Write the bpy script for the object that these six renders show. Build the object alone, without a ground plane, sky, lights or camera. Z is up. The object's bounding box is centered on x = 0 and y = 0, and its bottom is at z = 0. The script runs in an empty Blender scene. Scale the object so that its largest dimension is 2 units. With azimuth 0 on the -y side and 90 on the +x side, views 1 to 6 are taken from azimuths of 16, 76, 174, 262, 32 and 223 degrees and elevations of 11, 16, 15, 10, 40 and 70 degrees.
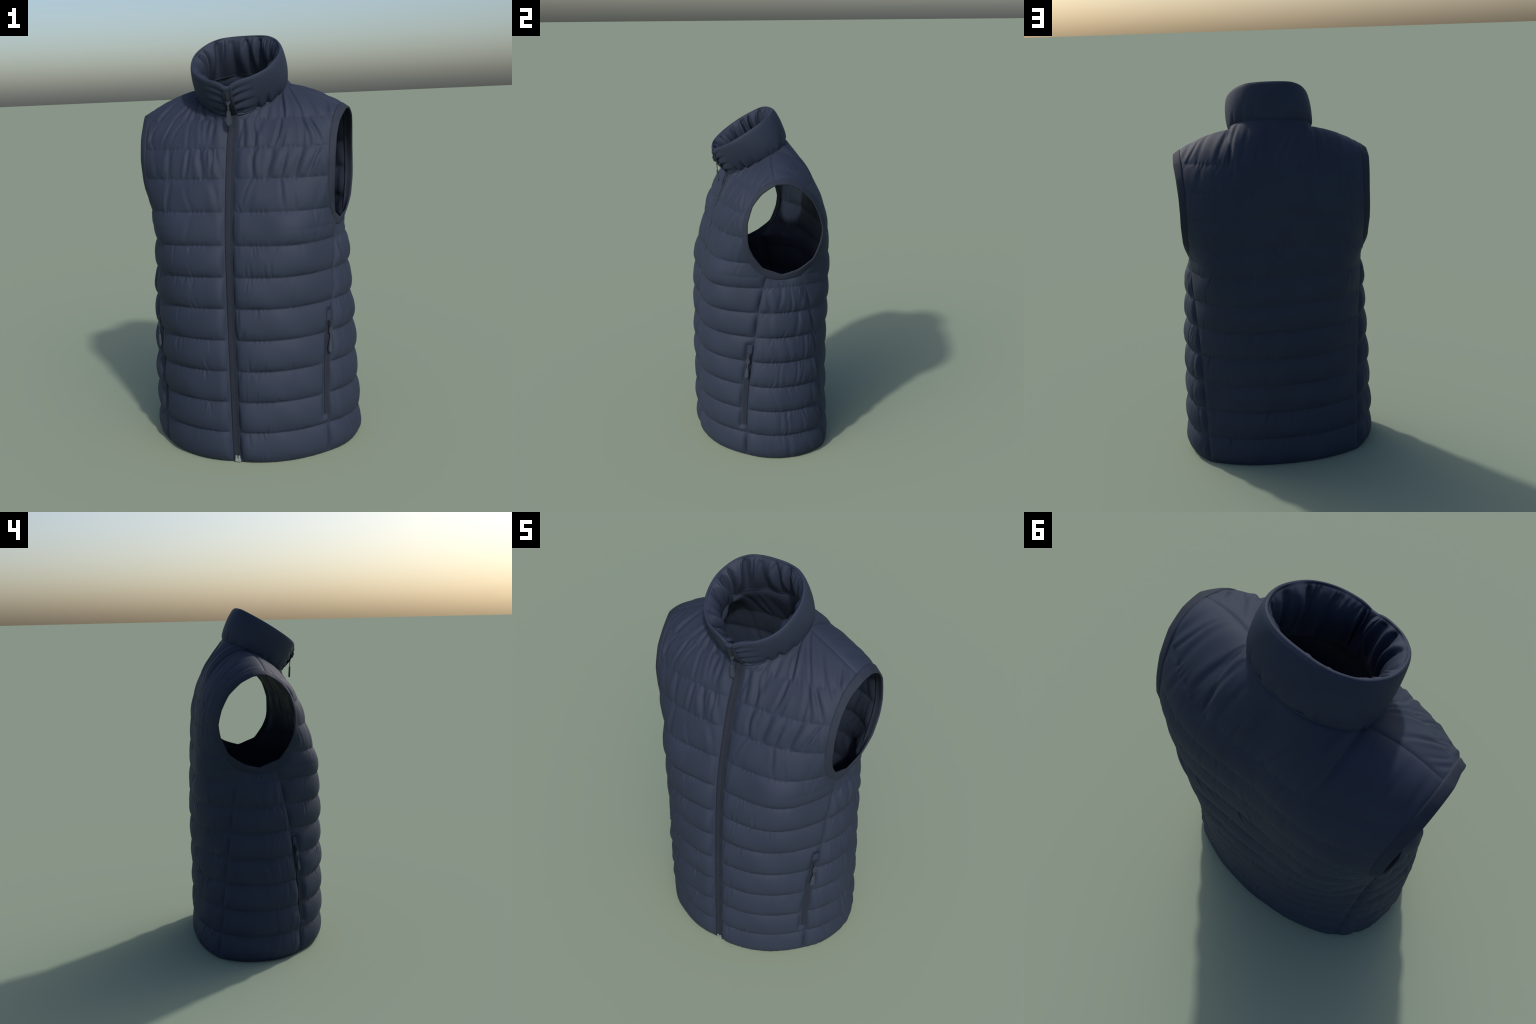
"""Quilted, sleeveless puffer vest with stand-up collar, front zip and two zipped pockets.
Every panel is a lofted patch; quilting, gathers and tucks are displaced geometry."""
import bpy, bmesh, math, random
import numpy as np
from mathutils import Vector, noise

CELL = 0.0042            # mesh cell of the outer fabric (m)
XS = -0.002              # the whole garment sits a touch to one side
STITCH = [0.0, 0.151, 0.302, 0.453, 0.603, 0.752, 0.899, 1.045, 1.196, 1.344, 1.480, 1.610]

# ------------------------------------------------------------------ splines
def hermite1(xs, ys, x):
    xs = np.asarray(xs, float); ys = np.asarray(ys, float)
    if ys.ndim == 1: ys = ys[:, None]; flat = True
    else: flat = False
    x = np.asarray(x, float); shp = x.shape; x = x.ravel()
    h = np.diff(xs); d = np.diff(ys, axis=0) / h[:, None]
    m = np.empty_like(ys); m[0] = d[0]; m[-1] = d[-1]
    w = h[1:] / (h[1:] + h[:-1])
    m[1:-1] = d[:-1] * w[:, None] + d[1:] * (1 - w)[:, None]
    i = np.clip(np.searchsorted(xs, x, side='right') - 1, 0, len(xs) - 2)
    t = np.clip((x - xs[i]) / h[i], 0, 1)[:, None]; H = h[i][:, None]
    r = ((2*t**3 - 3*t**2 + 1) * ys[i] + (t**3 - 2*t**2 + t) * H * m[i]
         + (-2*t**3 + 3*t**2) * ys[i+1] + (t**3 - t**2) * H * m[i+1])
    return r[:, 0].reshape(shp) if flat else r.reshape(shp + (ys.shape[1],))

def sstep(a, b, x):
    t = np.clip((x - a) / (b - a), 0, 1); return t*t*(3 - 2*t)

def unit(v):
    return v / np.maximum(np.linalg.norm(v, axis=-1, keepdims=True), 1e-9)

def arc_param(pts):
    s = np.r_[0, np.cumsum(np.linalg.norm(np.diff(pts, axis=0), axis=1))]
    return s / s[-1]

# ------------------------------------------------------------------ pattern curves (x > 0 half)
FRONT_Y = ([0, .05, .2, .45, .6, .75, .9, 1.05, 1.2, 1.344, 1.48, 1.555, 1.632],
           [-.374, -.381, -.384, -.383, -.381, -.376, -.368, -.354, -.327, -.291, -.247, -.210, -.184])
BACK_Y = ([0, .06, .3, .6, .8, .95, 1.05, 1.2, 1.3, 1.42, 1.515, 1.6, 1.66, 1.716, 1.775, 1.821],
          [.378, .377, .373, .371, .370, .366, .361, .356, .353, .344, .324, .289, .257, .221, .180, .155])
FSEAM = ([0, .2, .45, .6, .75, .9, 1.04, 1.116],
         [(.405, -.190), (.413, -.190), (.420, -.176), (.428, -.158), (.434, -.139), (.438, -.118), (.442, -.086), (.447, -.065)])
BSEAM = ([0, .15, .3, .45, .6, .75, .9, 1.04, 1.115],
         [(.405, .284), (.411, .266), (.414, .250), (.418, .237), (.424, .221), (.430, .203), (.441, .183), (.450, .157), (.455, .130)])
SIDE_X = ([0, .05, .15, .3, .45, .6, .75, .9, 1.045, 1.10],
          [.503, .509, .509, .505, .500, .493, .484, .475, .467, .453])
# armhole: (edge of the panels, free edge of the binding) going up the front and down the back
ARM = [((.450, .018, 1.093), (.455, .026, 1.122)), ((.447, -.065, 1.116), (.451, -.030, 1.143)),
       ((.442, -.121, 1.161), (.449, -.084, 1.166)), ((.443, -.171, 1.235), (.457, -.137, 1.235)),
       ((.446, -.187, 1.290), (.464, -.164, 1.290)), ((.447, -.191, 1.340), (.469, -.173, 1.335)),
       ((.451, -.188, 1.433), (.475, -.174, 1.430)), ((.453, -.155, 1.524), (.480, -.146, 1.526)),
       ((.462, -.099, 1.607), (.487, -.094, 1.589)), ((.472, -.017, 1.652), (.504, -.022, 1.636)),
       ((.476, .055, 1.657), (.508, .053, 1.635)), ((.474, .135, 1.620), (.507, .124, 1.599)),
       ((.465, .203, 1.548), (.497, .190, 1.533)), ((.459, .245, 1.462), (.489, .230, 1.453)),
       ((.457, .263, 1.376), (.486, .250, 1.374)), ((.457, .252, 1.295), (.486, .240, 1.302)),
       ((.455, .210, 1.195), (.481, .198, 1.208)), ((.455, .130, 1.115), (.471, .114, 1.149))]
NECK = [(0, -.186, 1.632), (.06, -.174, 1.637), (.12, -.130, 1.661), (.168, -.080, 1.690), (.195, -.030, 1.720),
        (.207, .035, 1.755), (.195, .080, 1.785), (.150, .118, 1.806), (.075, .148, 1.819), (0, .155, 1.821)]
RIM = [(0, -.268, 1.756), (.055, -.262, 1.777), (.127, -.238, 1.798), (.184, -.188, 1.832), (.211, -.118, 1.878),
       (.211, -.046, 1.923), (.178, .022, 1.964), (.128, .062, 1.988), (.070, .080, 1.996), (0, .084, 1.998)]

NA = len(ARM)
ARM_O = np.array([a for a, b in ARM]); ARM_I = np.array([b for a, b in ARM])
def closed(pts, t):
    n = len(pts); ext = np.vstack([pts[-3:], pts, pts[:4]])
    return hermite1(np.arange(-3, n + 4), ext, np.mod(t, n))
def arm_outer(t): return closed(ARM_O, np.asarray(t, float))
def arm_inner(t):
    t = np.mod(np.asarray(t, float), NA); ext = np.vstack([ARM_I, ARM_I[:1]])
    lin = np.stack([np.interp(t, np.arange(NA + 1), ext[:, k]) for k in range(3)], -1)
    return .6 * lin + .4 * closed(ARM_I, t)

_t = np.linspace(1, 9, 400); FARM = arm_outer(_t)
_tb = np.linspace(18, 12.4, 400) - 1; BARM = arm_outer(_tb)
def f_bound(z):
    lo = hermite1(*FSEAM, np.minimum(z, 1.116))
    hi = np.stack([np.interp(z, FARM[:, 2], FARM[:, 0]), np.interp(z, FARM[:, 2], FARM[:, 1])], -1)
    return np.where((z <= 1.116)[..., None], lo, hi)
def b_bound(z):
    lo = hermite1(*BSEAM, np.minimum(z, 1.115))
    hi = np.stack([np.interp(z, BARM[:, 2], BARM[:, 0]), np.interp(z, BARM[:, 2], BARM[:, 1])], -1)
    return np.where((z <= 1.115)[..., None], lo, hi)

ZJ = 1.46           # above this height the rows bend over to neck and shoulder seam
UN = 0.5            # share of the panel top that belongs to the neckline
SEAM_IN = np.array(NECK[5]); SEAM_OUT = ARM_O[9]
def shoulder_seam(t):
    p = SEAM_IN + (SEAM_OUT - SEAM_IN) * t[..., None]
    p[..., 2] += .010 * np.sin(np.pi * t) ; p[..., 1] += -.008 * np.sin(np.pi * t)
    return p

def lower_rows(u, z, front):
    U, Zz = np.meshgrid(u, z)
    b = f_bound(Zz) if front else b_bound(Zz)
    yc = hermite1(*(FRONT_Y if front else BACK_Y), Zz)
    p = hermite1([0, .5, .8, 1.0, 1.12, 1.25, 1.48], [2.5, 2.8, 3.5, 4.7, 5.7, 4.1, 3.0] if front else [2.4, 2.5, 3.4, 5.0, 6.5, 5.0, 3.4], Zz)
    x = U * b[..., 0]; y = b[..., 1] + (yc - b[..., 1]) * (1 - U ** p)
    if front: y = y + .012 * np.exp(-(x / .035) ** 2) * (.35 + .65 * sstep(0, .08, Zz))                       # zip lies in a shallow channel
    else: y = y - hermite1([0, 1.1, 1.35, 1.6], [0, 0, .008, .02], Zz) * np.exp(-(x / .13) ** 2)   # hollow between the shoulder blades
    return np.stack([x, y, Zz], -1)

def panel_base(front, cell):
    """half panel from the centre line (u=0) to side seam / armhole (u=1), hem to shoulder"""
    nu = int(.5 / cell); nz = int(ZJ / cell); nt = int(.36 / cell)
    u = np.linspace(0, 1, nu + 1)
    zs = np.linspace(0, ZJ, nz + 1)
    low = lower_rows(u, zs, front)
    b = low[-1]; eps = .004
    m0 = unit(b - lower_rows(u, np.array([ZJ - eps]), front)[0])
    npts = np.array(NECK[:6] if front else NECK[:4:-1], float)
    neck = hermite1(arc_param(npts), npts, np.clip(u / UN, 0, 1))
    top = np.where((u <= UN)[:, None], neck, shoulder_seam(np.clip((u - UN) / (1 - UN), 0, 1)))
    if front: dirs = hermite1([0, UN, 1], [(0, .45, .89), (.05, .86, .5), (.05, .93, .35)], u)
    else: dirs = hermite1([0, UN * .6, UN, 1], [(0, -.58, .81), (.0, -.85, .5), (0, -.97, -.22), (0, -.95, -.32)], u)
    dirs = unit(dirs)
    L = np.linalg.norm(top - b, axis=1)[:, None]
    v = np.linspace(0, 1, nt + 1)[1:, None, None]
    k0, k1 = (1.0, 1.0) if front else (1.15, .95)
    H = ((2*v**3 - 3*v**2 + 1) * b + (v**3 - 2*v**2 + v) * L * m0 * k0 + (-2*v**3 + 3*v**2) * top + (v**3 - v**2) * L * dirs * k1)
    vv = v[:, 0, 0]
    zc = ZJ + (top[0, 2] - ZJ) * vv
    off = .012 * (1 - vv) if front else -.013 * (1 - vv)
    Lc = np.stack([0 * zc, hermite1(*(FRONT_Y if front else BACK_Y), zc) + off, zc], -1)
    full = FARM if front else arm_outer(np.linspace(18, 10, 400) - 1)
    i0 = np.argmax(full[:, 2] >= ZJ); seg = full[i0:]
    seg = np.vstack([b[-1:], seg]); Rc = np.stack([np.interp(vv, arc_param(seg), seg[:, k]) for k in range(3)], -1)
    uu = u[None, :, None]
    H = H + (1 - uu) ** 4 * (Lc - H[:, 0])[:, None] + uu ** 5 * (Rc - H[:, -1])[:, None]
    return np.vstack([low, H]), u

def side_base(cell):
    nw = int(.50 / cell); nz = int(1.10 / cell)
    w = np.linspace(0, 1, nw + 1)
    tz = np.linspace(0, 1, nz + 1)
    ttop = np.linspace(1, -1, nw + 1)                  # front seam round the underarm to back seam
    crv = arm_outer(ttop)
    zt = crv[:, 2]
    Zz = tz[:, None] * (1.0 + sstep(.8, 1, tz)[:, None] * (zt - 1.0)[None])
    Zz = np.where(tz[:, None] < .8, tz[:, None] * 1.0, Zz)
    zi = np.minimum(Zz, 1.115)
    f = hermite1(*FSEAM, zi); bk = hermite1(*BSEAM, zi); sx = hermite1(*SIDE_X, np.minimum(Zz, 1.10))
    W = np.broadcast_to(w, Zz.shape)
    mid = .5 * (f[..., 0] + bk[..., 0]); bulge = np.maximum(sx - mid, 0)
    x = f[..., 0] * (1 - W) + bk[..., 0] * W + bulge * (1 - np.abs(2 * W - 1) ** 2.2)
    y = f[..., 1] * (1 - W) + bk[..., 1] * W
    P = np.stack([x, y, Zz], -1)
    k = sstep(.86, 1, tz)[:, None, None]
    P = P + k * (crv - P[-1])[None]
    return P, w

def grid_normals(P, out):
    du = np.gradient(P, axis=1); dv = np.gradient(P, axis=0)
    n = unit(np.cross(du, dv))
    s = np.sign(np.sum(n * out, -1, keepdims=True)); s[s == 0] = 1
    return n * np.sign(np.median(s))

def dist_along(P, axis):
    d = np.linalg.norm(np.diff(P, axis=axis), axis=-1)
    z = np.zeros_like(P[..., 0])
    if axis == 1: z[:, 1:] = np.cumsum(d, 1)
    else: z[1:] = np.cumsum(d, 0)
    return z

# ------------------------------------------------------------------ quilting
def puff_profile(t):
    return np.clip(4 * t * (1 - t), 0, 1) ** .70

def rows_of(P):
    """row number, position inside the row (0 bottom stitch, 1 top stitch) and row height"""
    z = P[..., 2]; ztop = P[-1, :, 2][None] + 0 * z
    lev = np.array(STITCH)
    i = np.clip(np.searchsorted(lev, z, side='right') - 1, 0, len(lev) - 1)
    lo = lev[i]; hi = np.where(i + 1 < len(lev), lev[np.minimum(i + 1, len(lev) - 1)], 9)
    hi = np.minimum(hi, np.maximum(ztop, lo + .004))
    t = np.clip((z - lo) / (hi - lo), 0, 1)
    return i, t, hi - lo

def quilt(P, rng, amp, tucks, edge, lean=0.0, over=None):
    """height of padded rows with gathers; amp(row) and tucks(row) describe each row"""
    i, t, h = rows_of(P)
    s = dist_along(P, 1)
    if over is not None:                # position over the ridge of the shoulder, where z turns back
        i = np.where(over[0], len(STITCH) - 1, i); t = np.where(over[0], over[1], t); h = np.where(over[0], .13, h)
    A = np.array([amp(k) for k in range(len(STITCH))])[i] * np.clip(h / .13, .15, 1)
    f = np.zeros_like(t); above = []
    for k in range(len(STITCH)):
        m = i == k
        if not m.any(): continue
        here = []
        sk, tk = s[m], t[m]
        smax = sk.max(); g = np.zeros_like(sk)
        full, short, a = tucks(k)
        x = rng.uniform(.02, .05)
        while full and x < smax - .015:
            w = rng.uniform(.007, .017); a1 = a * rng.uniform(.4, 1.25) * (.6 + w / .03); ln = lean + rng.normal(0, .024)
            near = [q for q in above if abs(q - x) < .022]
            x0 = near[0] + ln * .5 if near else x         # some folds run on across the stitch line
            here.append(x0 + ln * .5)
            c = x0 + ln * (tk - .5) + .004 * np.sin(tk * rng.uniform(2, 6) + rng.uniform(0, 6))
            e = rng.uniform(0, 1); up = rng.random() < .5 and k < 11
            fade = np.clip((tk if up else 1 - tk) / max(.25, e), 0, 1) ** .7 if e > .3 or k == 11 else 1.0
            fade = fade * (.55 + .45 * np.sin(np.pi * np.clip(tk, 0, 1)))
            q = (sk - c) / w
            g += a1 * fade * (-np.exp(-q*q) + .75 * np.exp(-((q - 1.9) / 1.3) ** 2) + .25 * np.exp(-((q + 2.0) / 1.5) ** 2))
            x += rng.uniform(.45, 1.6) / full
        above = here
        for _ in range(rng.poisson(short * smax)):
            c0 = rng.uniform(.01, max(.02, smax - .01)); w = rng.uniform(.004, .009); a1 = rng.uniform(.4, 1.) * .0050
            top = rng.random() < .55; ln = rng.uniform(.2, .75); tt = (1 - tk if top else tk) / ln
            fade = np.clip(1 - tt, 0, 1) ** 1.1 * np.clip(tt / .08, 0.3, 1)
            q = (sk - c0 - rng.normal(0, .012) * tt) / (w * (.6 + .8 * np.clip(tt, 0, 1)))
            g += a1 * fade * (-np.exp(-q*q) + .6 * np.exp(-((q - 1.8) / 1.2) ** 2))
        # slow unevenness of the filling
        ph = rng.uniform(0, 6, 4)
        g += A[m] * .10 * (np.sin(sk * 17 + ph[0]) + np.sin(sk * 31 + ph[1] + 2 * tk)) * puff_profile(tk)
        f[m] = g
    # sag: the fill sits a little low in each row
    last = i == len(STITCH) - 1
    te = np.where(last, .62 * t, t)             # the yoke row stays full up to the shoulder seam
    prof = puff_profile(te + .30 * te * (1 - te))
    stitch_d = np.where(last, t, np.minimum(t, 1 - t)) * h
    keep = 1 - np.where(i >= 9, .35, .7) * np.exp(-(stitch_d / .009) ** 2)
    pucker = .0012 * np.sin(s * 190 + 3 * np.sin(s * 43)) * np.exp(-(stitch_d / .012) ** 2)
    return (A * prof + f * keep + pucker) * edge

def edge_fall(d, w): return 1 - np.exp(-(np.maximum(d, 0) / w) ** 1.25)

# ------------------------------------------------------------------ mesh building
ROOT = None
def link(ob, parent):
    bpy.context.scene.collection.objects.link(ob); ob.parent = parent; return ob

def grid_faces(nr, nc, wrap=False, flip=False, off=0):
    i = np.arange(nr - 1)[:, None]; j = np.arange(nc if wrap else nc - 1)[None]
    j2 = (j + 1) % nc
    q = np.stack([i*nc + j, i*nc + j2, (i+1)*nc + j2, (i+1)*nc + j], -1).reshape(-1, 4) + off
    return q[:, ::-1] if flip else q

def mesh_object(name, V, F, mat, parent, smooth=True):
    me = bpy.data.meshes.new(name)
    me.from_pydata([tuple(v) for v in np.asarray(V, float)], [], [tuple(map(int, f)) for f in F])
    me.validate(); me.update()
    me.polygons.foreach_set("use_smooth", [smooth] * len(me.polygons))
    me.materials.append(mat)
    return link(bpy.data.objects.new(name, me), parent)

def outward_flip(V, F, out):
    a, b, c = V[F[:, 0]], V[F[:, 1]], V[F[:, 2]]
    n = np.cross(b - a, c - a)
    return np.median(np.sum(n * out[F[:, 0]], -1)) < 0

def grid_object(name, P, mat, parent, out, wrap=False):
    nr, nc = P.shape[:2]; V = P.reshape(-1, 3); F = grid_faces(nr, nc, wrap)
    o = np.broadcast_to(out, P.shape).reshape(-1, 3)
    if outward_flip(V, F, o): F = F[:, ::-1]
    return mesh_object(name, V, F, mat, parent)

def mirror(P, side):
    Q = P.copy()
    if side < 0:
        k = np.exp(-((Q[..., 2] - 1.15) / .05) ** 2) * sstep(.34, .46, Q[..., 0]) * sstep(.02, .12, Q[..., 1])
        Q[..., 0] += .011 * k                                   # fuller under this arm
        k = np.exp(-((Q[..., 2] - 1.13) / .12) ** 2) * sstep(.12, .3, Q[..., 0]) * sstep(0, .1, -Q[..., 1])
        Q[..., 1] -= .009 * k                                   # and the chest rounder on this side
        Q[..., 0] *= -1
    Q[..., 0] += XS
    return twist(Q)

def twist(Q):
    """the worn garment is turned a touch about its axis: one side forward, the other back"""
    Q = np.array(Q, float); lo = np.clip((1.15 - Q[..., 2]) / .35, 0, 1)
    Q[..., 1] += .017 * Q[..., 0] * lo
    Q[..., 2] += .006 * Q[..., 0] * sstep(1.5, 1.66, Q[..., 2])        # one shoulder a little higher
    return Q

# ------------------------------------------------------------------ materials
def new_mat(name, col, rough, spec=.35, sheen=0.0, metal=0.0, var=.05, grain=0.0, grain_scale=900, coat=0):
    m = bpy.data.materials.new(name); m.use_nodes = True
    nt = m.node_tree; b = nt.nodes["Principled BSDF"]
    tc = nt.nodes.new("ShaderNodeTexCoord")
    n1 = nt.nodes.new("ShaderNodeTexNoise"); n1.inputs["Scale"].default_value = 7; n1.inputs["Detail"].default_value = 4
    nt.links.new(tc.outputs["Object"], n1.inputs["Vector"])
    ramp = nt.nodes.new("ShaderNodeValToRGB")
    lo = [c * (1 - var) for c in col]; hi = [c * (1 + var) for c in col]
    ramp.color_ramp.elements[0].position = .35; ramp.color_ramp.elements[1].position = .65
    ramp.color_ramp.elements[0].color = (*lo, 1); ramp.color_ramp.elements[1].color = (*hi, 1)
    nt.links.new(n1.outputs["Fac"], ramp.inputs["Fac"]); nt.links.new(ramp.outputs["Color"], b.inputs["Base Color"])
    b.inputs["Roughness"].default_value = rough; b.inputs["Specular IOR Level"].default_value = spec
    b.inputs["Metallic"].default_value = metal; b.inputs["Sheen Weight"].default_value = sheen
    b.inputs["Sheen Roughness"].default_value = .4
    if grain:
        n2 = nt.nodes.new("ShaderNodeTexNoise"); n2.inputs["Scale"].default_value = grain_scale
        n2.inputs["Detail"].default_value = 2
        nt.links.new(tc.outputs["Object"], n2.inputs["Vector"])
        bp = nt.nodes.new("ShaderNodeBump"); bp.inputs["Strength"].default_value = grain; bp.inputs["Distance"].default_value = .001
        nt.links.new(n2.outputs["Fac"], bp.inputs["Height"]); nt.links.new(bp.outputs["Normal"], b.inputs["Normal"])
    return m

FABRIC = new_mat("navy_nylon", (.0225, .0315, .057), .68, .22, grain=.08)
LINING = new_mat("navy_lining", (.0225, .0315, .057), .68, .22, grain=.08)
BINDING = new_mat("elastic_binding", (.0215, .0280, .0465), .75, .2, grain=.2, grain_scale=1500)
TAPE = new_mat("zip_tape", (.0170, .0220, .0365), .85, .2, grain=.25, grain_scale=1500)
TEETH = new_mat("zip_teeth", (.0155, .0200, .032), .5, .35)
PULL = new_mat("zip_pull", (.033, .042, .064), .45, .4)
SLIDER = new_mat("zip_slider", (.02, .027, .042), .35, .5)
STEEL = new_mat("brushed_metal", (.30, .35, .36), .4, .5, metal=.35)

# ------------------------------------------------------------------ the garment
def build():
    global ROOT
    ROOT = bpy.data.objects.new("puffer_vest", None); bpy.context.scene.collection.objects.link(ROOT)
    ROOT["label"] = "dark navy quilted sleeveless puffer vest with stand collar"
    ROOT["category"] = "vest"
    pocket_strips = {}
    hem_outer = {}

    def front_disp(P, u, rng, amp_scale=1.0, pocket=True):
        s = dist_along(P, 1); send = s[:, -1:] - s
        vd = dist_along(P, 0); vend = vd[-1:] - vd
        z = P[..., 2]
        edge = edge_fall(s - .0205, .015) * edge_fall(send, .013) * edge_fall(vend, .008)
        if pocket:      # flat welt round the pocket zip, just in front of the side seam
            inz = sstep(.165, .20, z) * (1 - sstep(.70, .735, z))
            edge = edge * (1 - inz * (1 - edge_fall(send - .036, .012)))
        amp = lambda k: [.0190, .0198, .0198, .0198, .0198, .0198, .0192, .0165, .0125, .0085, .0070, .007][k] * amp_scale
        def tk(k):
            if k >= 8: return [(11, 3, .0038), (19, 4, .0064), (21, 4, .0066), (16, 3, .0058)][k - 8]
            if k == 7: return (3, 8, .002)
            return (0, 16, 0)
        return quilt(P, rng, amp, tk, edge, lean=.02) - .0010 * np.exp(-(vend / .004) ** 2)

    def back_disp(P, rng, cx, amp_scale=1.0):
        s = dist_along(P, 1); send = s[:, -1:] - s
        edge = edge_fall(s, .013) * edge_fall(send, .013)
        vd = dist_along(P, 0); vend = vd[-1:] - vd
        edge = edge * edge_fall(vend, .012)
        amp = lambda k: [.0150, .0155, .0155, .0155, .0155, .0155, .015, .010, .006, .004, .004, .005][k] * amp_scale
        def tk(k):
            if k == 11: return (20, 4, .0036)
            if k >= 8: return (12, 8, .0018)
            return (0, 12, 0)
        return quilt(P, rng, amp, tk, edge)

    def side_disp(P, rng, amp_scale=1.0):
        s = dist_along(P, 1); send = s[:, -1:] - s
        vd = dist_along(P, 0); vend = vd[-1:] - vd
        edge = edge_fall(s, .013) * edge_fall(send, .013) * edge_fall(vend, .012)
        amp = lambda k: [.0195, .0200, .0200, .0200, .0200, .0195, .018, .011, 0, 0, 0, 0][k] * amp_scale
        def tk(k):
            if k >= 6: return (15, 6, .0052)
            return (8, 16, .0030)
        return quilt(P, rng, amp, tk, edge, lean=-.02)

    # --- front and side panels, both sides
    for side in (1, -1):
        rng = np.random.default_rng(11 if side > 0 else 29)
        P, u = panel_base(True, CELL)
        N = grid_normals(P, np.array([.3, -1, .2]))
        D = front_disp(P, u, rng)
        hem = 1 - .55 * np.exp(-P[..., 2] / .012)
        Q = P + N * (D * hem)[..., None]; Q[0, :, 2] = 0.0
        Q[:, 0, 0] = 0; Q[:, :, 2] = np.maximum(Q[:, :, 2], 0)
        cut = int(np.argmax(u > .012))
        grid_object("front_panel", mirror(Q, side), FABRIC, ROOT, mirror(N, side) - [XS, 0, 0])
        hem_outer[("f", side)] = Q[0]
        s = dist_along(P, 1); send = s[:, -1:] - s
        pocket_strips[side] = (P, N, send)
        P2, w = side_base(CELL)
        N2 = grid_normals(P2, np.array([1, 0, .0]))
        D2 = side_disp(P2, rng)
        hem2 = 1 - .55 * np.exp(-P2[..., 2] / .012)
        Q2 = P2 + N2 * (D2 * hem2)[..., None]; Q2[:, :, 2] = np.maximum(Q2[:, :, 2], 0)
        grid_object("side_panel", mirror(Q2, side), FABRIC, ROOT, mirror(N2, side) - [XS, 0, 0])
        hem_outer[("s", side)] = Q2[0]

    # --- back panel in one piece
    rng = np.random.default_rng(5)
    Pb, ub = panel_base(False, CELL)
    full = np.concatenate([(Pb * [-1, 1, 1])[:, :0:-1], Pb], 1)
    Nb = grid_normals(full, np.array([0, 1, .2]))
    zrow = full[..., 2]
    ridge = np.argmax(zrow, 0)
    vd = dist_along(full, 0); tot = vd[-1:]; z161 = np.argmax(zrow >= STITCH[-1], 0)
    v0 = np.take_along_axis(vd, z161[None], 0)
    mask = vd >= v0
    Db = back_disp_over = None
    s = dist_along(full, 1); send = s[:, -1:] - s
    edge = edge_fall(s, .013) * edge_fall(send, .013) * edge_fall(tot - vd, .008)
    ampb = lambda k: [.0150, .0155, .0155, .0155, .0155, .015, .013, .010, .0065, .0045, .004, .006][k]
    tkb = lambda k: (15, 4, .0036) if k == 11 else ((12, 8, .0016) if k >= 8 else (0, 16, 0))
    Db = quilt(full, rng, ampb, tkb, edge, over=(mask, np.clip((vd - v0) / np.maximum(tot - v0, .01), 0, 1)))
    Db = Db - .0010 * np.exp(-((tot - vd) / .004) ** 2)
    hemb = 1 - .55 * np.exp(-full[..., 2] / .012)
    Qb = full + Nb * (Db * hemb)[..., None]; Qb[..., 2] = np.maximum(Qb[..., 2], 0)
    kb = np.exp(-((Qb[..., 2] - 1.15) / .05) ** 2) * sstep(.34, .46, -Qb[..., 0]) * sstep(.02, .12, Qb[..., 1])
    Qb[..., 0] -= .011 * kb
    grid_object("back_panel", twist(Qb + [XS, 0, 0]), FABRIC, ROOT, Nb)
    hem_outer["b"] = Qb[0]

    # --- lining: quilted inner layer behind each panel
    lc = CELL * 2
    def lining(P, N, name, rng, closed_u0):
        s = dist_along(P, 1); send = s[:, -1:] - s
        vd = dist_along(P, 0); vend = vd[-1:] - vd
        e = edge_fall(send + (1 if False else 0), .02) * edge_fall(vend, .02)
        if closed_u0: e = e * edge_fall(s, .02)
        amp = lambda k: .0095
        D = quilt(P, rng, amp, lambda k: (14, 10, .0035), edge_fall(send, .02) * (edge_fall(s, .02) if closed_u0 else 1) * edge_fall(vend, .02))
        Q = P - N * (.004 + .007 * e + D)[..., None]
        Q[..., 2] = np.where(P[..., 2] < .004, .004, Q[..., 2])
        return Q
    lin_edges = {}
    for side in (1, -1):
        rng = np.random.default_rng(101 + side)
        P, u = panel_base(True, lc); N = grid_normals(P, np.array([.3, -1, .2]))
        Q = lining(P, N, "l", rng, True)
        grid_object("front_lining", mirror(Q, side), LINING, ROOT, -(mirror(N, side) - [XS, 0, 0])); lin_edges[("f", side)] = Q[0]
        P, u = side_base(lc); N = grid_normals(P, np.array([1, 0, 0]))
        Q = lining(P, N, "l", rng, True)
        grid_object("side_lining", mirror(Q, side), LINING, ROOT, -(mirror(N, side) - [XS, 0, 0])); lin_edges[("s", side)] = Q[0]
    rng = np.random.default_rng(77)
    Pb2, _ = panel_base(False, lc); full2 = np.concatenate([(Pb2 * [-1, 1, 1])[:, :0:-1], Pb2], 1)
    N = grid_normals(full2, np.array([0, 1, .2])); Q = lining(full2, N, "l", rng, True)
    grid_object("back_lining", twist(Q + [XS, 0, 0]), LINING, ROOT, -N)

    # --- hem band closing outer fabric and lining along the bottom edge
    loop = [hem_outer[("f", 1)], hem_outer[("s", 1)][1:], hem_outer["b"][::-1][1:],
            (hem_outer[("s", -1)] * [-1, 1, 1])[::-1][1:], (hem_outer[("f", -1)] * [-1, 1, 1])[::-1][1:-1]]
    lp = np.vstack(loop); c = np.array([0, 0, 0])
    inn = unit((c - lp) * [1, 1, 0])
    prof = [(0.0, .0), (.003, .0), (.010, .001), (.016, .006), (.017, .018), (.011, .024)]
    R = np.stack([lp + inn * a + np.array([0, 0, b]) for a, b in prof], 0)
    R[0, :, 2] = 0
    grid_object("hem_band", twist(R + [XS, 0, 0]), BINDING, ROOT, np.array([0, 0, -1.]), wrap=True)

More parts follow.
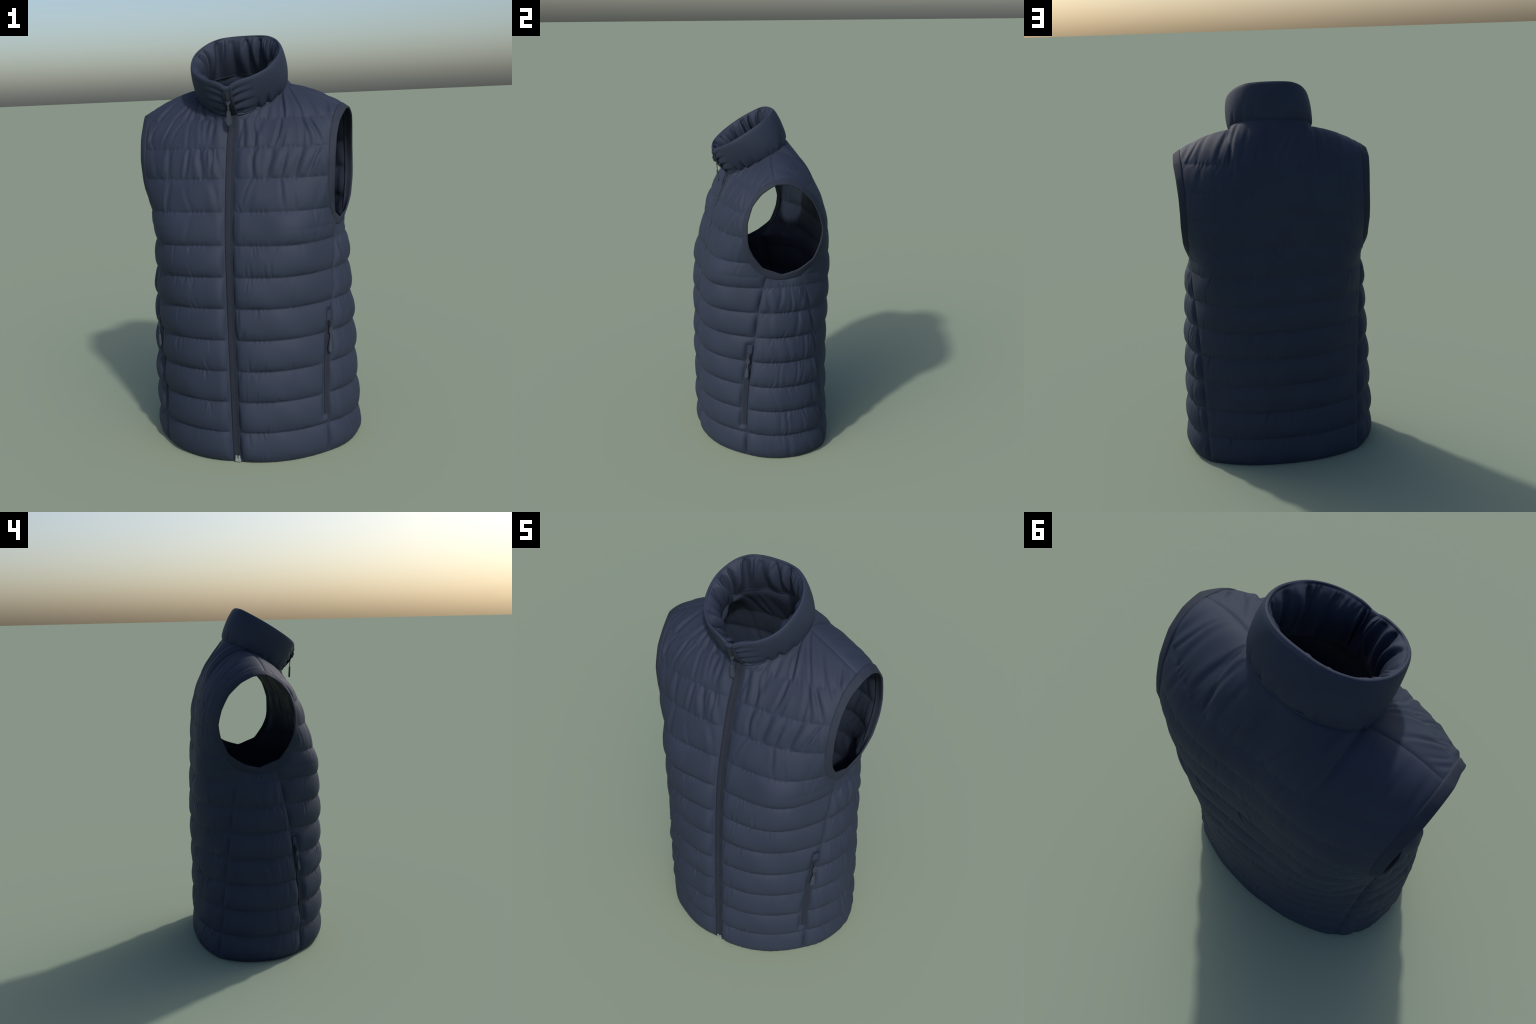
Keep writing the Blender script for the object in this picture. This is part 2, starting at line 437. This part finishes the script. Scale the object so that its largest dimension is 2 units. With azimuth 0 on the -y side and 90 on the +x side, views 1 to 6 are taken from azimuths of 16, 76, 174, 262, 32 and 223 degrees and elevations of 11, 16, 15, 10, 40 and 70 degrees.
    # --- armhole bindings: a folded flat tape standing off the panel edge
    for side in (1, -1):
        t = np.linspace(0, NA, 361)[:-1]
        o, i = arm_outer(t), arm_inner(t)
        tang = unit(np.roll(o, -1, 0) - np.roll(o, 1, 0)); wd = i - o
        nn = unit(np.cross(tang, wd)); ctr = np.array([.2, .035, 1.37])
        nn *= np.sign(np.median(np.sum(nn * (o - ctr), -1)))
        th = .0045
        prof = [(-.22, -.002), (-.16, .0020), (-.05, .0040), (.1, th), (.5, th), (.9, th), (.985, th*.7), (1.01, 0), (.985, -th*.7), (.9, -th), (.5, -th), (.1, -th), (-.1, -.008), (-.22, -.010)]
        R = np.stack([o + wd * a + nn * b for a, b in prof], 0)
        R = np.vstack([R, R[:1]])
        grid_object("armhole_binding", mirror(R, side), BINDING, ROOT,
                    np.stack([(mirror(nn, side) - [XS, 0, 0]) * (1 if b > 0 else -1) for a, b in prof + prof[:1]], 0), wrap=True)

    collar()
    zipper()
    for side in (1, -1): pocket(side, *pocket_strips[side])

# ------------------------------------------------------------------ collar
def ring(ctrl, t):
    """closed ring through mirrored control points, t in 0..1 from the front, over +x, to the front again"""
    c = np.array(ctrl, float); m = c[-2:0:-1] * [-1, 1, 1]
    loop = np.vstack([c, m]); n = len(loop)
    ext = np.vstack([loop[-3:], loop, loop[:4]])
    return hermite1(np.arange(-3, n + 4), ext, np.mod(np.asarray(t) * n, n))

def collar():
    n = 640; gap = .014
    t = np.linspace(0, 1, n)
    B, T = ring(NECK, t), ring(RIM, t)
    # leave the zip gap at the front
    L = np.minimum(t, 1 - t) * 1.25
    shift = gap * np.exp(-(L / .02) ** 2)
    sg = np.where(t < .5, 1, -1)
    B = B + np.stack([sg * shift, 0 * t, 0 * t], -1); T = T + np.stack([sg * shift, 0 * t, 0 * t], -1)
    B[:, :] += 0
    up = unit(T - B); tang = unit(np.gradient(B + T, axis=0)); out = unit(np.cross(tang, up))
    c = (B + T).mean(0) / 2
    out *= np.sign(np.median(np.sum(out * (B - c), -1)))
    rng = np.random.default_rng(3)
    per = 1.15                                     # metres round
    s = np.linspace(0, 1, 46)
    fr = np.exp(-(L / .09) ** 2)                   # nearness to the zip
    bk = .5 - .5 * np.cos(2 * np.pi * t)
    lowleft = np.exp(-((t - .82) / .13) ** 2) * .013    # the wearer's right side sags outwards at the base
    rows = []
    # outer face
    tucks_base = [(rng.uniform(.02, .98), rng.uniform(.005, .014), rng.uniform(.15, .55), rng.uniform(.002, .0075)) for _ in range(40)]
    front_tucks = [(.12, .9), (.36, 1.0), (.62, .9), (.80, .6)]
    for v in s:
        bul = (.013 + .005 * bk) * np.sin(np.pi * v ** .85) ** .6 * (1 - .55 * fr) if 0 < v < 1 else 0 * t
        f = np.zeros(n)
        for c0, w, ln, a in tucks_base:
            q = (t - c0 - .01 * v) * per / w
            f += a * np.clip(1 - v / ln, 0, 1) ** 1.2 * np.clip(v / .05, 0, 1) * (-np.exp(-q*q) + .5 * np.exp(-((q - 1.8) / 1.3) ** 2))
        for c0, a in front_tucks:
            drift = c0 + .55 * L * (.2 if c0 < .3 else 1.0)
            q = (v - drift) / .055
            f += .0095 * a * np.clip(1 - L / .13, 0, 1) * sstep(.0, .016, L) * (-np.exp(-q*q) + .5 * np.exp(-((q - 1.8) / 1.2) ** 2))
        rows.append(B + (T - B) * v + out * (bul + f + lowleft * (1 - v) ** 1.5)[:, None])
    # rolled rim
    base_in = .010
    for a in np.linspace(0, np.pi, 7)[1:-1]:
        rows.append(T + up * (.005 * math.sin(a)) - out * (.006 * (1 - math.cos(a))))
    # padded inner face with deep gathers
    folds = []
    x = .03
    while x < .97:
        folds.append((x, rng.uniform(.010, .026), rng.uniform(.008, .024), rng.normal(0, .016), rng.random())); x += rng.uniform(.030, .080)
    pads = rng.uniform(0, 6, 3)
    gathers = [(rng.uniform(.03, .97), rng.uniform(.004, .010), rng.uniform(.003, .008), rng.uniform(.25, .6), rng.random() < .65) for _ in range(46)]
    for v in s[::-1]:
        thick = .011 + .037 * np.sin(np.pi * np.clip((1 - v) ** .8 * .99, 0, 1)) ** .8 * (1 - .4 * fr)
        thick = thick * (1 + .10 * np.sin(t * 40 + pads[0]) + .08 * np.sin(t * 67 + pads[1]))
        bul = (.013 + .005 * bk) * np.sin(np.pi * v ** .85) ** .6 * (1 - .55 * fr) if 0 < v < 1 else 0 * t
        f = np.zeros(n)
        for c0, w, a, ln, e in folds:
            q = (t - c0 - ln * (1 - v)) * per / (w * (1.2 - .5 * (1 - v if e < .5 else v)))
            fade = (.5 + .5 * np.cos(np.pi * (v - .5))) * (1 if e > .4 else np.clip(1.3 * v, 0, 1)) * np.clip((1 - v) / .10, .12, 1)
            f += -a * fade * (-np.exp(-q*q) + .6 * np.exp(-((q - 1.7) / 1.1) ** 2))
        for c0, w, a, ln, rim in gathers:           # short gathers at the rim and at the neck seam
            d = (1 - v if rim else v) / ln
            q = (t - c0 - .012 * d) * per / (w * (.7 + .6 * d))
            f += a * np.clip(1 - d, 0, 1) ** 1.1 * np.clip(d / .18, 0, 1) * (np.exp(-q*q) - .6 * np.exp(-((q - 1.7) / 1.2) ** 2))
        rows.append(B + (T - B) * v - out * (thick - bul * .6 - f - lowleft * (1 - v) ** 1.5)[:, None])
    R = np.stack(rows, 0)
    R[..., 0] += XS
    # split into the outer shell and the inner facing, which share the rim edge
    ko = len(s) + 3
    grid_object("collar", R[:ko], FABRIC, ROOT, out)
    grid_object("collar_lining", R[ko - 1:], LINING, ROOT, -out)
    # closing strips on the two front ends
    for e in (0, -1):
        col = R[:, e]
        m = len(s); a = col[:m]; b = col[::-1][:m]
        G = np.stack([a, .5 * (a + b), b], 1)
        grid_object("collar_end", G, FABRIC, ROOT, np.array([-1. if e == 0 else 1., 0, 0]))
    # narrow piping cord where collar meets the body
    Bn = ring(NECK, np.linspace(0, 1, 400)[6:-6]) + [XS, 0, 0]
    tube("collar_seam_piping", Bn, .006, FABRIC, ROOT)

def tube(name, pts, r, mat, parent, sides=8):
    pts = np.asarray(pts, float); tg = unit(np.gradient(pts, axis=0))
    ref = np.array([.0, .0, 1.0]); a = unit(np.cross(tg, ref + 1e-3)); b = np.cross(tg, a)
    ang = np.linspace(0, 2 * np.pi, sides, endpoint=False)
    R = pts[:, None] + r * (np.cos(ang)[None, :, None] * a[:, None] + np.sin(ang)[None, :, None] * b[:, None])
    return grid_object(name, R, mat, parent, R - pts[:, None], wrap=True)

# ------------------------------------------------------------------ small hardware
def solid(name, outline, depth, mat, parent, frame, bevel=.0012):
    """extruded outline (list of (x, y)) placed by frame (origin, xaxis, yaxis, zaxis)"""
    bm = bmesh.new()
    vs = [bm.verts.new((x, y, -depth / 2)) for x, y in outline]
    f = bm.faces.new(vs)
    r = bmesh.ops.extrude_face_region(bm, geom=[f])
    bmesh.ops.translate(bm, vec=(0, 0, depth), verts=[g for g in r["geom"] if isinstance(g, bmesh.types.BMVert)])
    bmesh.ops.recalc_face_normals(bm, faces=bm.faces)
    if bevel: bmesh.ops.bevel(bm, geom=list(bm.edges), offset=bevel, segments=2, affect='EDGES', clamp_overlap=True)
    o, ax, ay, az = [np.asarray(v, float) for v in frame]
    for v in bm.verts:
        p = o + ax * v.co.x + ay * v.co.y + az * v.co.z; v.co = p
    bmesh.ops.recalc_face_normals(bm, faces=bm.faces)
    me = bpy.data.meshes.new(name); bm.to_mesh(me); bm.free()
    me.materials.append(mat)
    return link(bpy.data.objects.new(name, me), parent)

def frame_of(origin, down, normal):
    """x across, y along 'down' reversed (up), z out of the surface"""
    n = unit(np.asarray(normal, float)); up = -unit(np.asarray(down, float))
    up = unit(up - n * np.dot(up, n)); x = np.cross(up, n)
    return (origin, x, up, n)

def tab_outline(w_top, w_bot, length, tip):
    return [(-w_top/2, 0), (-w_bot/2, -length + tip), (-w_bot/4, -length), (w_bot/4, -length), (w_bot/2, -length + tip), (w_top/2, 0)]

def zip_pull(parent, origin, down, normal, scale=1.0):
    """slider body, wire link and moulded tab hanging from origin"""
    o, x, up, n = frame_of(np.asarray(origin, float), down, normal); k = scale
    body = [(-.011*k, .028*k), (.011*k, .028*k), (.010*k, .006*k), (.006*k, -.012*k), (-.006*k, -.012*k), (-.010*k, .006*k)]
    solid("slider_body", body, .010*k, SLIDER, parent, (o + n * .002, x, up, n))
    solid("slider_bridge", [(-.004*k, .022*k), (.004*k, .022*k), (.004*k, -.008*k), (-.004*k, -.008*k)], .008*k, SLIDER, parent, (o + n * .009*k, x, up, n))
    return o, x, up, n

def hang_pull(parent, origin, down, normal, k):
    """forked loop, thin neck and moulded tab"""
    f = frame_of(np.asarray(origin, float), down, normal); o, x, up, n = f
    loop = [(-.006, .006), (.006, .006), (.0125, -.018), (.009, -.032), (.004, -.036), (-.004, -.036), (-.009, -.032), (-.0125, -.018)]
    solid("pull_loop", [(a*k, b*k) for a, b in loop], .0045*k, PULL, parent, f, .001)
    solid("pull_eye", [(a*k*.42, (b*.42 - .010)*k) for a, b in loop], .0058*k, SLIDER, parent, f, .0005)
    solid("pull_neck", [(-.0035*k, 0), (.0035*k, 0), (.0035*k, -.034*k), (-.0035*k, -.034*k)], .004*k, PULL, parent, (o - up * .034*k, x, up, n), .0008)
    solid("pull_tab", [(a*k, b*k) for a, b in tab_outline(.017, .027, .068, .012)], .008*k, PULL, parent, (o - up * .064*k, x, up, n), .002)

def zipper():
    grp = bpy.data.objects.new("front_zipper", None); link(grp, ROOT)
    zc = np.linspace(.004, 1.632, 420)
    body = np.stack([0 * zc, hermite1(*FRONT_Y, zc) + .012 * (.35 + .65 * sstep(0, .08, zc)) * (1 - np.clip((zc - ZJ) / (1.632 - ZJ), 0, 1)), zc], -1)
    top = ring(RIM, 0.0) * .9 + np.array(NECK[0]) * .1; base = body[-1]
    k = np.linspace(0, 1, 40)[1:]
    col = base + (top - base) * k[:, None] + np.stack([0*k, -.017 * np.sin(np.pi * k), 0*k], -1)
    C = np.vstack([body, col])
    tg = unit(np.gradient(C, axis=0)); n = unit(np.stack([0*tg[:, 0], -tg[:, 2], tg[:, 1]], -1))
    arc = np.r_[0, np.cumsum(np.linalg.norm(np.diff(C, axis=0), axis=1))]
    # gentle sideways drift of the zip line
    C[:, 0] += .003 * np.sin(arc * 2.6) + XS + .006
    def strip(name, x0, x1, h0, h1, mat):
        xs = np.linspace(x0, x1, 5)
        P = [C + np.array([1, 0, 0]) * x0 + n * (h0 - .004)] + [C + np.array([1., 0, 0]) * x + n * (h0 + (h1 - h0) * j / 4) for j, x in enumerate(xs)] + [C + np.array([1., 0, 0]) * x1 + n * (h1 - .006)]
        return grid_object(name, np.stack(P, 1), mat, grp, n[:, None])
    strip("zip_tape", -.0230, -.0030, .0042, .0030, TAPE)
    strip("zip_tape", .0030, .0230, .0030, .0042, TAPE)
    strip("zip_coil", -.0036, .0036, .0022, .0022, TEETH)
    # coil teeth
    bm = bmesh.new(); pitch = .0062; a = .03
    while a < arc[-1] - .03:
        i = min(np.searchsorted(arc, a), len(C) - 1)
        for sgn in (-1, 1):
            o = C[i] + n[i] * .0010 + np.array([sgn * .0026, 0, 0]) + tg[i] * (pitch * .25 * sgn)
            vs = []
            for dx in (-.0034, .0034):
                for dy in (-.0019, .0019):
                    for dz in (-.0022, .0022):
                        vs.append(bm.verts.new(Vector(o + np.array([dx, 0, 0]) + tg[i] * dy + n[i] * dz)))
            for q in ((0,1,3,2),(4,6,7,5),(0,4,5,1),(2,3,7,6),(0,2,6,4),(1,5,7,3)): bm.faces.new([vs[k] for k in q])
        a += pitch
    bmesh.ops.recalc_face_normals(bm, faces=bm.faces)
    me = bpy.data.meshes.new("zip_teeth"); bm.to_mesh(me); bm.free(); me.materials.append(TEETH)
    t = link(bpy.data.objects.new("zip_teeth", me), grp); t["kind"] = "stuff"
    # slider near the collar top with a hanging pull
    i = len(C) - 12
    o, x, up, nn = zip_pull(grp, C[i] + n[i] * .001, -tg[i], n[i])
    hang_pull(grp, np.array([XS, -.246, 1.712]), (-.01, .09, -1.0), (0, -1, -.06), .97)
    g = ring(RIM, 0.0) + [XS, 0, 0]; a = unit(ring(RIM, 0.0) - np.array(NECK[0])); b = unit(np.cross([1., 0, 0], a)); b = b * np.sign(-b[1])
    path = [g - a * .030 + b * .007, g - a * .012 + b * .0075, g - a * .001 + b * .004, g + a * .001 - b * .003, g - a * .004 - b * .012, g - a * .06 - b * .022, g - a * .12 - b * .024, g - a * .15 - b * .020]
    path = hermite1(np.arange(len(path)), np.array(path), np.linspace(0, len(path) - 1, 60))
    w = np.interp(np.linspace(0, 1, 60), [0, .3, 1], [.012, .0165, .020])
    G = np.stack([path + np.array([1., 0, 0]) * (w * q)[:, None] for q in (-1, -.5, 0, .5, 1)], 1)
    grid_object("chin_guard", G, FABRIC, grp, np.array([0, -1, .5]))
    # metal box at the bottom
    b = frame_of(C[0] + n[0] * .007, (0, 0, -1), n[0])
    solid("zip_box", [(-.014, -.002), (.014, -.002), (.014, .014), (-.014, .014)], .008, STEEL, grp, b)
    for sx in (-.007, .007):
        solid("zip_pin", [(sx - .0045, .012), (sx + .0045, .012), (sx + .0045, .030), (sx - .0045, .030)], .006, STEEL, grp, b, .001)

def pocket(side, P, N, send):
    """zipped hand pocket in front of the side seam"""
    grp = bpy.data.objects.new("pocket_zipper", None); link(grp, ROOT)
    zs = np.linspace(.200, .700, 120)
    def at(z, d, h):
        d = max(d + np.interp(z, [.2, .7], [.010, .020]), .0005)
        r = np.interp(z, P[:, -1, 2], np.arange(P.shape[0])); r0 = int(r); f = r - r0
        c = np.interp(-d, -send[r0], np.arange(P.shape[1])); c0 = min(int(c), P.shape[1] - 2); g = c - c0
        def bl(A): return (A[r0, c0]*(1-g) + A[r0, c0+1]*g)*(1-f) + (A[r0+1, c0]*(1-g) + A[r0+1, c0+1]*g)*f
        p, n = bl(P), unit(bl(N)); return p + n * h, n
    def strip(name, z0, z1, d0, d1, h, mat, lip=.004):
        zz = np.linspace(z0, z1, 90); rows = []; nn = []
        for z in zz:
            pts = []; 
            ds = np.linspace(d0, d1, 5)
            pts.append(at(z, d0, h - lip)[0]); pts += [at(z, d, h)[0] for d in ds]; pts.append(at(z, d1, h - lip)[0])
            rows.append(pts); nn.append([at(z, d0, h)[1]] * len(pts))
        R = np.array(rows); NN = np.array(nn)
        # close the ends
        return grid_object(name, mirror(R, side), mat, grp, mirror(NN, side) - [XS, 0, 0])
    strip("pocket_tape", .200, .690, .016, .002, .004, TAPE)
    strip("pocket_tape", .200, .690, -.002, -.016, .004, TAPE)
    strip("pocket_zip_coil", .200, .660, .003, -.003, .0046, TEETH)
    strip("pocket_garage", .655, .705, .016, -.016, .0075, FABRIC, .006)
    o, n = at(.632, 0, .008); lo, _ = at(.55, 0, .008)
    o = mirror(o[None], side)[0]; lo = mirror(lo[None], side)[0]
    n = n * [side, 1, 1]
    oo, x, up, nn = zip_pull(grp, o, lo - o, n, .95)
    hang_pull(grp, oo + nn * .009 - up * .008, unit(lo - o) + nn * .008 + np.array([0, 0, -.1]), nn, .92)

build()
